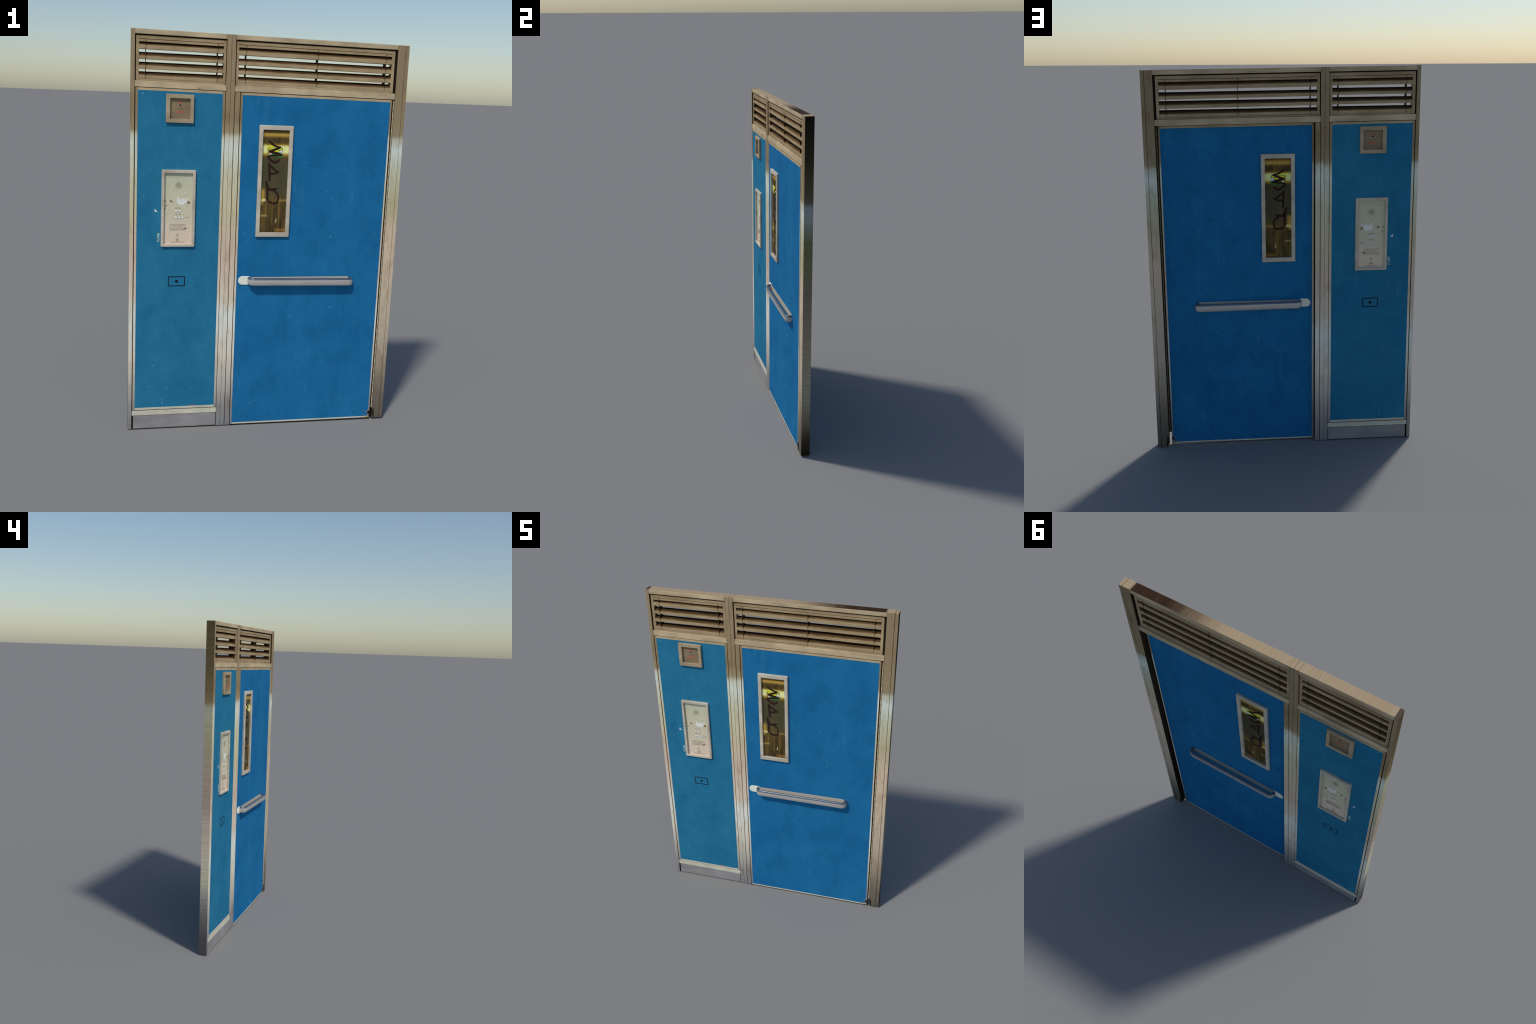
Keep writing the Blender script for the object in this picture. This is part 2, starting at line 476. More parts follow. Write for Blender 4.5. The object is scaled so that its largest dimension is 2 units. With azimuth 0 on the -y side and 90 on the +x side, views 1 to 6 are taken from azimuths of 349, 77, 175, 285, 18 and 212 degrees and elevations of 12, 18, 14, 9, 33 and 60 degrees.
    def finish(self, name, parent=None, mirror=None, local=None, smooth=None):
        me = bpy.data.meshes.new(name)
        b = self.bm
        if mirror is not None:
            for v in b.verts:
                v.co.y = 2 * mirror - v.co.y
            bmesh.ops.reverse_faces(b, faces=b.faces)
        if local is None:
            for v in b.verts:
                v.co.x, v.co.z = warp(v.co.x, v.co.z)
        b.to_mesh(me)
        b.free()
        for m in self.mats:
            me.materials.append(M[m])
        return place(name, me, parent, local)


def place(name, me, parent, local=None):
    ob = bpy.data.objects.new(name, me)
    bpy.context.scene.collection.objects.link(ob)
    if local is not None:
        x, y, z = local
        x, z = warp(x, z)
        ob.location = (x, y, z)
    ob.parent = parent or ROOT
    return ob


def both(make, name, parent, mid):
    """The same fitting on the front and, mirrored through the leaf, on the back."""
    return [make().finish(name, parent), make().finish(name, parent, mirror=mid)]


ROOT = bpy.data.objects.new("lift_entrance_door", None)
bpy.context.scene.collection.objects.link(ROOT)
ROOT["label"] = "blue metal entrance door in steel frame with louvres and side panel"
ROOT["category"] = "entrance door"


def post_pick(n):
    return 2 if n.z > 0.8 else 1 if abs(n.x) > 0.8 else 0


def rail_pick(n):
    return 1 if n.z > 0.8 else 0


# ------------------------------------------------------------------ frame
XL0, XL1 = -0.6922, -0.6738                      # narrow jamb
XM0, XM1, XM2, XM3 = -0.2335, -0.2120, -0.2108, -0.1908   # two-leaf mullion
XC0, XC1 = -0.1876, -0.1632                      # door post on the mullion
XJ0, XJ1, XJ2, XJ3 = 0.6280, 0.6690, 0.6708, 0.6888       # hinge jamb and its cover strip
Z_HEAD0, Z_HEAD1 = 1.7344, 1.7638

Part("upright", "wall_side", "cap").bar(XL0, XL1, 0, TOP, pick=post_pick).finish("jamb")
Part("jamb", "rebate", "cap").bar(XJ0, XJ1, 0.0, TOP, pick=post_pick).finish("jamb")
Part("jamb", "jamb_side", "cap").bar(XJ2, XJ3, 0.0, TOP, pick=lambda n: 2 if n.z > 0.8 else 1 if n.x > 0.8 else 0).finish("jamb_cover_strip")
Part("upright", "upright", "cap").bar(XM0, XM1, 0, TOP, pick=post_pick).finish("mullion")
Part("upright", "upright", "cap").bar(XM2, XM3, 0, TOP, pick=post_pick).finish("mullion")
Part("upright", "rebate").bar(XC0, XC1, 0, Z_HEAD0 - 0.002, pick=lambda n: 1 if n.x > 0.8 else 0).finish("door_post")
for a, b in ((XL1 + 0.0004, XM0 - 0.0006), (XM3 + 0.0006, XJ0 - 0.0006)):
    Part("rail", "cap").bar(a, b, 1.9770, TOP, r=0.0016, pick=rail_pick).finish("rail")
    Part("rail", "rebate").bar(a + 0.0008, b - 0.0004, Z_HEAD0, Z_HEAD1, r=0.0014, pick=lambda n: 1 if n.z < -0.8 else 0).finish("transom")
Part("sill").bar(XL1 + 0.002, XM0 - 0.0012, 0.0745, 0.1005, r=0.0012).finish("sill_rail")
Part("kick").bar(-0.6652, XM0 - 0.003, 0.0025, 0.0722, y0=YF + 0.0006, y1=YB - 0.0006, r=0.0018).finish("kick_plate")

# dark joints: one recessed core behind every open seam
core = Part("dark")
D0, D1 = YF + 0.0035, YB - 0.0035
LF0, LB0 = YF + 0.0085, YB - 0.0085
core.bar(XL0 + 0.004, XC1 - 0.004, 0.0015, 1.740, D0, D1, 0)
core.bar(XL1 - 0.004, -0.660, 1.745, 1.985, LF0 + 0.0003, LB0 - 0.0003, 0)
core.bar(-0.2325, XM3 - 0.004, 1.745, 1.9975, D0, D1, 0)
core.bar(-0.2435, XM0 + 0.004, 1.745, 1.985, LF0 + 0.0003, LB0 - 0.0003, 0)
core.bar(XM3 - 0.006, -0.181, 1.745, 1.985, LF0 + 0.0003, LB0 - 0.0003, 0)
core.bar(0.609, XJ0 + 0.006, 1.748, 1.985, LF0 + 0.0003, LB0 - 0.0003, 0)
core.bar(XJ0 + 0.006, XJ3 - 0.004, 0.006, 1.9965, D0, D1, 0)
core.bar(-0.668, -0.24, 1.948, 1.985, LF0, LB0, 0)
core.bar(-0.185, 0.612, 1.948, 1.985, LF0, LB0, 0)
core.bar(XC1 - 0.006, -0.157, 0.004, 1.732, YF + 0.0025, YD - 0.001, 0)
core.bar(-0.163, 0.63, 1.728, 1.742, YF + 0.0025, YD - 0.0012, 0)
core.bar(-0.1590, 0.6135, 0.0004, 0.0060, YF + 0.0012, YD - 0.0012, 0)
core.finish("joint_filler")

# ------------------------------------------------------------------ louvres
Y_MID = MID_FRAME
LF, LB = YF + 0.0065, YB - 0.0065     # the louvres sit back between the frame members
# per slat, at the two ends of the bay: front lip bottom, front lip height, ridge height
BAY_A = [((1.9096, 1.9093), 0.0180, (1.9450, 1.9450)), ((1.8636, 1.8642), 0.0135, (1.8957, 1.8985)), ((1.8180, 1.8186), 0.0145, (1.8503, 1.8533)), ((1.7738, 1.7738), 0.0145, (1.8063, 1.8091))]
BAY_B = [((1.9074, 1.9050), 0.0190, (1.9450, 1.9450)), ((1.8615, 1.8592), 0.0162, (1.8917, 1.8942)), ((1.8175, 1.8156), 0.0162, (1.8489, 1.8523)), ((1.7736, 1.7730), 0.0155, (1.8061, 1.8087))]
for stile_l, open_l, open_r, stile_r, spacers, slot, slats in ((-0.6685, -0.6540, -0.2490, -0.2365, (-0.6225, -0.2783), 0.0003, BAY_A),
                                                        (-0.1860, -0.1745, 0.6020, 0.6165, (-0.1398, 0.2186, 0.5697), 0.0017, BAY_B)):
    lv = Part("slat")
    lv.bar(stile_l, open_l, 1.7650, 1.9712, LF + 0.0005, LB - 0.0005)
    lv.bar(open_r, stile_r, 1.7650, 1.9712, LF + 0.0005, LB - 0.0005)
    lv.bar(open_l, open_r, 1.9553, 1.9710, LF, LB, 0.0012)
    lv.bar(open_l, open_r, 1.9424, 1.9534, LF + 0.0008, LB - 0.0008)
    lv.bar(open_l, open_r, 1.7646, 1.7734 - slot, LF + 0.0008, LB - 0.0008, r=0.0005)
    frame = lv.finish("louvre")
    for (zb0, zb1), lip, (za0, za1) in slats:
        c = 0.0008
        s = Part("slat", "slope_shade")
        steps, loops = 9, []
        for i in range(steps + 1):
            t = i / steps
            zb, za = zb0 + (zb1 - zb0) * t, za0 + (za1 - za0) * t
            zt = zb + lip
            sag = 0.0005 * noise.noise((i * 0.9, zb0 * 40, open_l * 9))
            sec = [(LF + c, zb), (LF, zb + c), (LF, zt - c), (LF + c, zt), (Y_MID - 0.001, za), (Y_MID + 0.001, za), (LB - c, zt), (LB, zt - c), (LB, zb + c), (LB - c, zb)]
            loops.append([(open_l - 0.002 + (open_r - open_l + 0.004) * t, y, z + sag) for y, z in sec])
        s.loft(loops, closed=False)
        s.bm.normal_update()
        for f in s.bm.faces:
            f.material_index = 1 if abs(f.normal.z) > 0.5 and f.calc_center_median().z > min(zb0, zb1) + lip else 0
        s.finish("slat", frame)
    for x in spacers:
        Part("spacer").bar(x - 0.0011, x + 0.0011, 1.7735, 1.9535, LF - 0.0004, LB + 0.0004, 0).finish("louvre_spacer", frame)

# ------------------------------------------------------------------ fixed side panel
P0, P1, PZ0, PZ1 = -0.6578, -0.2482, 0.1168, 1.7200
panel = Part("teal").bar(P0 - 0.002, P1 + 0.002, PZ0 - 0.002, PZ1 + 0.002, YF + 0.0004, YB - 0.0004, 0.0004).finish("side_panel")
trim = Part("upright", "stop", "sill")
trim.bar(-0.6695, P0, 0.1035, 1.7318, r=0.0007)
trim.bar(P1, -0.2362, 0.1035, 1.7318, r=0.0007)
trim.bar(P0 + 0.0004, P1 - 0.0004, PZ1, 1.7320, r=0.0007, pick=lambda n: 1)
trim.bar(P0 + 0.0004, P1 - 0.0004, 0.1045, PZ0, r=0.0007, pick=lambda n: 2)
trim.finish("panel_trim", panel)

E1, E2 = 0.0004, 0.0009          # thickness steps of paint and inlays
yf = YF + 0.0004                 # front of the enamel


def rounded(x0, x1, z0, z1, r, seg=5):
    pts = []
    for cx, cz, a in ((x1 - r, z1 - r, 0), (x0 + r, z1 - r, 90), (x0 + r, z0 + r, 180), (x1 - r, z0 + r, 270)):
        pts += [(cx + r * math.cos(math.radians(a + 90 * i / seg)), cz + r * math.sin(math.radians(a + 90 * i / seg))) for i in range(seg + 1)]
    return pts


def key_plate():
    p = Part("black")
    w = 0.0044
    o, i = rounded(-0.4990, -0.4132, 0.7602, 0.8112, 0.004), rounded(-0.4990 + w, -0.4132 - w, 0.7602 + w, 0.8112 - w, 0.0012)
    p.loft([[(x, yf, z) for x, z in o], [(x, yf - E1, z) for x, z in o], [(x, yf - E1, z) for x, z in i], [(x, yf, z) for x, z in i]])
    return p.disc(-0.4560, 0.7854, 0.0078, yf - E1, yf + 0.001)


both(key_plate, "key_plate_mark", panel, MID_FRAME)

FO = (-0.5238, -0.3888, 1.5722, 1.7092)
FI = (-0.5040, -0.4060, 1.5916, 1.6894)
both(lambda: Part("box").frame_ring(FO, FI, 0.004, 0.0012, yf, 0.0124), "fire_switch_box", panel, MID_FRAME)
yp = yf - 0.0006


def fire_plate():
    return Part("box_face").bar(FI[0] - 0.002, FI[1] + 0.002, FI[2] - 0.002, FI[3] + 0.002, yp, yf + 0.001, 0)


both(fire_plate, "fire_switch_plate", panel, MID_FRAME)
both(lambda: Part("red").text("FIRE", -0.4555, 1.6680, 0.0085, yp - 0.0002, squeeze=0.9).text("SWITCH", -0.4540, 1.6238, 0.0095, yp - 0.0002, squeeze=0.95),
     "fire_switch_lettering", panel, MID_FRAME)
both(lambda: Part("black").disc(-0.4549, 1.6569, 0.0040, yp - 0.0004, yp).ring(-0.4546, 1.6558, 0.0166, 0.0178, yp - 0.0003, yp + 0.0001, 14, math.radians(222), math.radians(318)),
     "switch_keyhole", panel, MID_FRAME)
both(lambda: Part("speck").stroke([(-0.4590, 1.7078), (-0.4576, 1.7030), (-0.4560, 1.7010)], (0.0012, 0.002, 0.0006), yf - 0.0127, yf - 0.0118).stroke([(-0.4957, 1.7078), (-0.4946, 1.7052)], (0.0012, 0.0008), yf - 0.0127, yf - 0.0118),
     "box_scratch", panel, MID_FRAME)


def screw_head(mat):
    """Slotted dome screw, axis along -y."""
    p = Part(mat, "dark")
    prof = [(0.0001, -0.0016), (0.0014, -0.0014), (0.0022, -0.0006), (0.0024, 0.0)]
    seg = 14
    p.loft([[(r * math.cos(2 * math.pi * i / seg), y, r * math.sin(2 * math.pi * i / seg)) for i in range(seg)] for r, y in prof], closed=False, smooth=True)
    p.prism([(-0.0022, -0.0003), (0.0022, -0.0003), (0.0022, 0.0003), (-0.0022, 0.0003)], -0.0018, -0.0010, 1)
    return p


def repeats(make, name, spots, y, parent, mid):
    """Small shared-mesh fittings on the front and back."""
    for back in (False, True):
        first = None
        for x, z in spots:
            if first is None:
                yy = 2 * mid - y if back else y
                first = make().finish(name, parent, mirror=0.0 if back else None, local=(x, yy, z))
            else:
                place(name, first.data, parent, (x, yy, z))


repeats(lambda: screw_head("screw"), "screw", [(-0.4985, 1.6832), (-0.4115, 1.6832), (-0.4985, 1.5970), (-0.4115, 1.5970)], yp, panel, MID_FRAME)

IO = (-0.5388, -0.3712, 0.9640, 1.3462)
II = (-0.5248, -0.3852, 0.9778, 1.3300)
both(lambda: Part("bezel").frame_ring(IO, II, 0.0065, 0.0015, yf, 0.0118, 0.0022), "intercom_frame", panel, MID_FRAME)
both(lambda: Part("plate").bar(II[0] - 0.002, II[1] + 0.002, II[2] - 0.002, II[3] + 0.002, yp, yf + 0.001, 0), "intercom_plate", panel, MID_FRAME)


def speaker():
    p = Part("letter")
    cx, cz = -0.4550, 1.2707
    for r0, r1 in ((0.0002, 0.0022), (0.0046, 0.0060), (0.0084, 0.0104)):
        p.ring(cx, cz, r0, r1, yp - 0.0003, yp + 0.0001)
    for rad, n, s in ((0.0137, 18, 0.0010), (0.0172, 22, 0.0011)):
        for i in range(n):
            a = 2 * math.pi * i / n
            p.disc(cx + rad * math.cos(a), cz + rad * math.sin(a), s, yp - 0.0003, yp, 8)
    return p


both(speaker, "speaker_grille", panel, MID_FRAME)


def button():
    p = Part("button", "ring")
    seg = 20
    p.ring(0, 0, 0.0052, 0.0068, -0.0008, 0.0004, seg, mat=1)
    p.loft([[(r * math.cos(2 * math.pi * i / seg), y, r * math.sin(2 * math.pi * i / seg)) for i in range(seg)] for r, y in ((0.0055, 0.0), (0.0054, -0.0014), (0.0045, -0.0020), (0.0002, -0.0022))], closed=False, smooth=True)
    return p


repeats(button, "call_button", [(-0.4648, 1.1427), (-0.4486, 1.1428), (-0.4652, 1.1100), (-0.4486, 1.1101), (-0.4321, 1.1102)], yp, panel, MID_FRAME)


def intercom_text():
    p = Part("letter")
    yt = yp - 0.0002
    for s, x, z in (("382", -0.4650, 1.1572), ("384", -0.4483, 1.1573), ("378", -0.4645, 1.1245), ("380", -0.4477, 1.1246)):
        p.text(s, x, z, 0.0058, yt, squeeze=0.95)
    p.text("SERVICE", -0.4095, 1.1102, 0.0042, yt)
    for i, s in enumerate(("PUSH FLAT BUTTON REQUIRED", "WAIT FOR ANSWER", "WHEN DOOR RELEASED SPEAK", "PUSH DOOR FIRMLY TO ENTER")):
        p.text(s, -0.4565, 1.0712 - 0.0070 * i, 0.0040, yt, squeeze=0.92)
    p.text("MODERN DOOR ENTRY", -0.4550, 0.9858, 0.0052, yt, squeeze=0.92)
    x0, x1, z0, z1 = -0.4955, -0.4174, 1.0461, 1.0757
    for a in ((x0, x1, z0, z0 + 0.0009), (x0, x1, z1 - 0.0009, z1), (x0, x0 + 0.0009, z0 + 0.0009, z1 - 0.0009), (x1 - 0.0009, x1, z0 + 0.0009, z1 - 0.0009)):
        p.bar(*a, yp - 0.0003, yp + 0.0001, 0)
    p.prism([(-0.4175, 1.0612), (-0.4087, 1.0562), (-0.4175, 1.0508)], yp - 0.0006, yp)
    p.fleck(-0.4235, 1.0562, 0.010, 0.011, yp - 0.0007, yp)
    p.disc(-0.4012, 1.0553, 0.0018, yp - 0.0003, yp)
    p.ring(-0.4572, 1.0219, 0.0050, 0.0064, yp - 0.0003, yp + 0.0001).disc(-0.4572, 1.0219, 0.0016, yp - 0.0003, yp)
    p.ring(-0.4566, 0.9982, 0.0064, 0.0080, yp - 0.0003, yp + 0.0001).fleck(-0.4566, 0.9982, 0.009, 0.008, yp - 0.0003, yp)
    return p


both(intercom_text, "intercom_lettering", panel, MID_FRAME)


def intercom_wear():
    random.seed(21)
    p = Part("scrape", "burn", "letter")
    for i in range(44):
        a, r = random.uniform(0, 6.28), random.uniform(0, 1) ** 0.6
        p.fleck(-0.4385 + 0.026 * r * math.cos(a), 1.1895 + 0.0145 * r * math.sin(a), random.uniform(0.008, 0.018), random.uniform(0.006, 0.012), yp - 0.00030 - 0.00001 * i, yp, 0, random.uniform(0, 3))
    for x, z, w, h, t in ((-0.4575, 1.2075, 0.012, 0.010, 0.6), (-0.4090, 1.2050, 0.012, 0.009, 0.3), (-0.4734, 1.2352, 0.005, 0.005, 0), (-0.4395, 1.2265, 0.011, 0.005, 1.1), (-0.4215, 1.2325, 0.014, 0.005, 0.1), (-0.4745, 1.2128, 0.006, 0.005, 0)):
        p.fleck(x, z, w, h, yp - 0.0003, yp, 0, t)
    for cx, cz, n, s in ((-0.4899, 1.1915, 9, 0.008), (-0.4035, 1.1865, 9, 0.009), (-0.5195, 1.1915, 5, 0.006), (-0.5140, 1.1700, 5, 0.006), (-0.5190, 1.1518, 4, 0.005), (-0.5215, 1.125, 3, 0.003)):
        for i in range(n):
            p.fleck(cx + random.uniform(-s, s) * 0.8, cz + random.uniform(-s, s) * 0.7, random.uniform(0.3, 1.0) * s, random.uniform(0.3, 1.1) * s, yp - 0.00066 - 0.00001 * i, yp, 1, random.uniform(0, 3))
    p.stroke([(-0.5044, 1.3055), (-0.4990, 1.3085), (-0.4700, 1.3085), (-0.4576, 1.3075)], (0.0006, 0.0008), yp - 0.0002, yp, 2)
    p.bar(-0.5230, -0.3870, 1.0706, 1.0711, yp - 0.0002, yp, 0)
    return p


both(intercom_wear, "worn_patch", panel, MID_FRAME)


def panel_wear():
    random.seed(5)
    p = Part("chip", "speck", "paper", "tape", "rust", "scuff")
    y0 = yf - E1
    p.prism([(-0.5775, 1.1395), (-0.5735, 1.1375), (-0.5718, 1.1412), (-0.5700, 1.1525), (-0.5640, 1.1470), (-0.5560, 1.1365), (-0.5660, 1.1385), (-0.5715, 1.1375)], y0, yf, 2)
    for pts in ([(-0.5565, 1.0330), (-0.5450, 1.0310), (-0.5452, 1.0190), (-0.5570, 1.0180)], [(-0.5572, 1.0180), (-0.5520, 1.0182), (-0.5540, 0.9930), (-0.5592, 0.9960), (-0.5588, 0.9874)],
                [(-0.5500, 1.0182), (-0.5450, 1.0185), (-0.5446, 0.9905), (-0.5490, 0.9880)], [(-0.5588, 0.9874), (-0.5540, 0.9935), (-0.5488, 0.9930), (-0.5446, 0.9905), (-0.5470, 0.9862)]):
        p.prism(pts, y0, yf, 3)
    p.fleck(-0.5563, 1.0320, 0.002, 0.012, y0 - 0.0002, yf, 1, 0.2)
    p.prism([(-0.386, 0.1172), (-0.372, 0.1206), (-0.356, 0.1212), (-0.341, 0.1176)], y0, yf, 4)
    for x, z, w, h in ((-0.5933, 1.3431, 0.006, 0.004), (-0.4592, 1.3541, 0.004, 0.003), (-0.6338, 1.7054, 0.006, 0.005), (-0.5199, 0.1560, 0.004, 0.012), (-0.5180, 0.1400, 0.003, 0.012), (-0.5660, 0.3431, 0.003, 0.010),
                       (-0.4958, 0.2165, 0.004, 0.006), (-0.3669, 0.2180, 0.003, 0.003), (-0.2798, 0.1983, 0.003, 0.004), (-0.6247, 1.2154, 0.004, 0.004), (-0.3600, 1.0330, 0.003, 0.002), (-0.5900, 0.2300, 0.003, 0.006), (-0.6430, 0.2900, 0.002, 0.003)):
        p.fleck(x, z, w * 1.1, h * 1.1, y0, yf, 0, random.uniform(-0.4, 0.4))
    for x, z, w, h in ((-0.5718, 1.3910, 0.0022, 0.007), (-0.6279, 0.8070, 0.002, 0.004), (-0.3949, 0.6047, 0.003, 0.004), (-0.3477, 1.6639, 0.003, 0.003), (-0.5995, 0.1483, 0.003, 0.003), (-0.5100, 0.1620, 0.0025, 0.003), (-0.3230, 0.1400, 0.002, 0.003), (-0.4430, 1.0050, 0.002, 0.002)):
        p.fleck(x, z, w * 1.2, h * 1.2, y0, yf, 1, 0.1)
    for pts in ([(-0.4180, 0.5700), (-0.4300, 0.5400), (-0.4400, 0.5050)], [(-0.3950, 0.5900), (-0.4030, 0.5500), (-0.4170, 0.5150)], [(-0.4450, 0.5350), (-0.4530, 0.5050)]):
        p.stroke(pts, (0.001, 0.0035, 0.0012), yf - 0.0002, yf + 0.0003, 5)
    return p


both(panel_wear, "panel_chips", panel, MID_FRAME)

# ------------------------------------------------------------------ hinged door leaf
B0, B1, BZ0, BZ1 = -0.1500, 0.6062, 0.0118, 1.7199
door = Part("blue").bar(B0 - 0.002, B1 + 0.002, BZ0 - 0.002, BZ1 + 0.002, YF + 0.0004, YD - 0.0004, 0.0004).finish("door")
dt = Part("upright", "stop", "sill")
dt.bar(-0.1597, B0, 0.0036, 1.7314, YF, YD, 0.0006)
dt.bar(B1, 0.6143, 0.0036, 1.7314, YF, YD, 0.0006)
dt.bar(B0 + 0.0003, B1 - 0.0003, BZ1, 1.7314, YF, YD, 0.0006, pick=lambda n: 1)
dt.bar(B0 + 0.0003, B1 - 0.0003, 0.0036, BZ0, YF, YD, 0.0006, pick=lambda n: 2)
dt.finish("door_trim", door)

# window
WO = (-0.0618, 0.1098, 1.0145, 1.5765)
WI = (-0.0424, 0.0906, 1.0375, 1.5535)


def window_frame():
    p = Part("bezel")
    p.frame_ring(WO, WI, 0.0022, 0.0008, yf, 0.0124, 0.0030)
    for sx, sz, ax, az in ((WO[0], WO[2], WI[0], WI[2]), (WO[1], WO[2], WI[1], WI[2]), (WO[0], WO[3], WI[0], WI[3]), (WO[1], WO[3], WI[1], WI[3])):
        p.stroke([(sx + (ax - sx) * 0.2, sz + (az - sz) * 0.2), (sx + (ax - sx) * 0.85, sz + (az - sz) * 0.85)], (0.0006,), yf - 0.01255, yf - 0.012)
    return p


both(window_frame, "window_frame", door, MID_DOOR)
both(lambda: Part("glass").bar(WI[0] - 0.002, WI[1] + 0.002, WI[2] - 0.002, WI[3] + 0.002, yp, yf + 0.001, 0), "window_pane", door, MID_DOOR)


def sticker():
    p = Part("green", "yellow", "white", "pink")
    p.prism([(-0.0112, 1.4655), (0.0600, 1.4672), (0.0617, 1.4200), (-0.0092, 1.4185)], yp - 0.0003, yp, 0)
    p.prism([(-0.0078, 1.4630), (0.0560, 1.4645), (0.0560, 1.4560), (-0.0078, 1.4545)], yp - 0.0005, yp, 1)
    p.prism([(0.0120, 1.4540), (0.0400, 1.4545), (0.0400, 1.4450), (0.0180, 1.4470)], yp - 0.0005, yp, 1)
    p.prism([(0.0430, 1.4530), (0.0585, 1.4535), (0.0585, 1.4460), (0.0430, 1.4460)], yp - 0.0005, yp, 2)
    p.prism([(0.0100, 1.4420), (0.0600, 1.4440), (0.0600, 1.4370), (0.0350, 1.4350)], yp - 0.0005, yp, 2)
    p.prism([(-0.0070, 1.4410), (0.0085, 1.4385), (0.0020, 1.4320), (-0.0070, 1.4310)], yp - 0.0005, yp, 3)
    for i in range(5):
        x = -0.002 + 0.011 * i
        p.prism([(x, 1.4560), (x + 0.0035, 1.4590), (x + 0.007, 1.4562), (x + 0.0035, 1.4535)], yp - 0.0006, yp, 0)
    return p


both(sticker, "window_sticker", door, MID_DOOR)


def marker():
    p = Part("ink")
    fat = 1.3
    y0, y1 = yp - 0.0009, yp
    p.stroke([(-0.0079, 1.4972), (0.0038, 1.4864), (0.0233, 1.4747), (0.0481, 1.4692)], [fat * w for w in (0.006, 0.008, 0.007, 0.006)], y0, y1)
    p.stroke([(0.0481, 1.4682), (-0.0040, 1.4475)], [fat * w for w in (0.007, 0.010)], y0 - 0.00005, y1)
    p.stroke([(-0.0040, 1.4475), (0.0540, 1.4330)], [fat * w for w in (0.010, 0.009)], y0 - 0.0001, y1)
    p.stroke([(0.0540, 1.4330), (-0.0110, 1.4230)], [fat * w for w in (0.009, 0.006)], y0 - 0.00015, y1)
    p.stroke([(-0.0130, 1.4221), (0.0012, 1.4040), (0.0249, 1.3933), (0.0460, 1.4059)], [fat * w for w in (0.008, 0.009, 0.009, 0.006)], y0 - 0.0002, y1)
    p.stroke([(-0.0062, 1.3843), (-0.0015, 1.3400), (-0.0007, 1.3030)], [fat * w for w in (0.009, 0.009, 0.007)], y0, y1)
    p.stroke([(-0.0062, 1.3831), (0.0200, 1.3590), (0.0430, 1.3445)], [fat * w for w in (0.007, 0.008, 0.006)], y0 - 0.0001, y1)
    p.stroke([(0.0430, 1.3445), (0.0200, 1.3370), (0.0000, 1.3345)], [fat * w for w in (0.007, 0.008, 0.006)], y0 - 0.00015, y1)
    p.stroke([(-0.0160, 1.2942), (-0.0100, 1.2557), (-0.0080, 1.2060)], [fat * w for w in (0.008, 0.009, 0.007)], y0, y1)
    p.stroke([(-0.0143, 1.2925), (-0.0028, 1.2600), (0.0120, 1.2560), (0.0373, 1.2615)], [fat * w for w in (0.006, 0.008, 0.010, 0.006)], y0 - 0.0001, y1)
    p.stroke([(0.0373, 1.2615), (0.0227, 1.2540), (0.0405, 1.2375), (0.0487, 1.2187), (0.0425, 1.1953), (0.0237, 1.1863), (-0.0040, 1.1970)], [fat * w for w in (0.006, 0.009, 0.006, 0.0055, 0.007, 0.0075, 0.006)], y0 - 0.0002, y1)
    return p


both(marker, "marker_writing", door, MID_DOOR)


def pane_marks():
    random.seed(9)
    p = Part("scratch", "scratch")
    p.fleck(0.0405, 1.0973, 0.007, 0.034, yp - 0.0003, yp, 0, -0.18)
    for i in range(6):
        p.fleck(random.uniform(0.03, 0.085), random.uniform(1.19, 1.33), 0.0015, 0.003, yp - 0.0003, yp, 1, random.uniform(-0.3, 0.3))
    return p


both(pane_marks, "pane_scratch", door, MID_DOOR)

# handle
H_OUT = 0.0420                       # reach from the leaf


def handle():
    p = Part("chrome", "sheen_band")
    t, hh = 0.0176, 0.0408
    yc = YF - H_OUT + t / 2
    xa, xb, ra, rb = -0.0860, 0.4545, 0.024, 0.022
    path = [((xa, YF + 0.001), (0, -1))]
    for i in range(9):               # left bend
        a = math.radians(180 + 90 * i / 8)
        path.append(((xa + ra + ra * math.cos(a), yc + ra + ra * math.sin(a)), (-math.sin(a), math.cos(a))))
    for i in range(1, 12):
        x = xa + ra + (xb - rb - xa - ra) * i / 12
        path.append(((x, yc), (1, 0)))
    for i in range(9):
        a = math.radians(270 + 90 * i / 8)
        path.append(((xb - rb + rb * math.cos(a), yc + rb + rb * math.sin(a)), (-math.sin(a), math.cos(a))))
    path.append(((xb, YF + 0.001), (0, 1)))
    sec = []
    for i in range(28):              # rounded oblong section
        a = 2 * math.pi * i / 28
        c, q = math.cos(a), math.sin(a)
        sec.append((t / 2 * math.copysign(abs(c) ** 0.85, c), hh / 2 * math.copysign(abs(q) ** 0.8, q)))
    loops = []
    for (x, y), (tx, ty) in path:
        nx, ny = -ty, tx
        zc = 0.7852 - 0.0095 * x
        loops.append([(x + nx * u, y + ny * u, zc + v) for u, v in sec])
    p.loft(loops, closed=False, smooth=True)
    p.bm.normal_update()
    for f in p.bm.faces:             # upper edge tinted blue-grey for the reflected door, the rest lighter
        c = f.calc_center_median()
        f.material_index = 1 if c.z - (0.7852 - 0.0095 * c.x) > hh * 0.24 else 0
    return p


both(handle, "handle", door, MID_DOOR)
both(lambda: Part("pale_strip").prism(rounded(-0.074, 0.443, 0.7690, 0.8035, 0.008), YF - 0.0006, YF + 0.001), "handle_pale_strip", door, MID_DOOR)  # thin plate modelled for the bar's bright image on the leaf


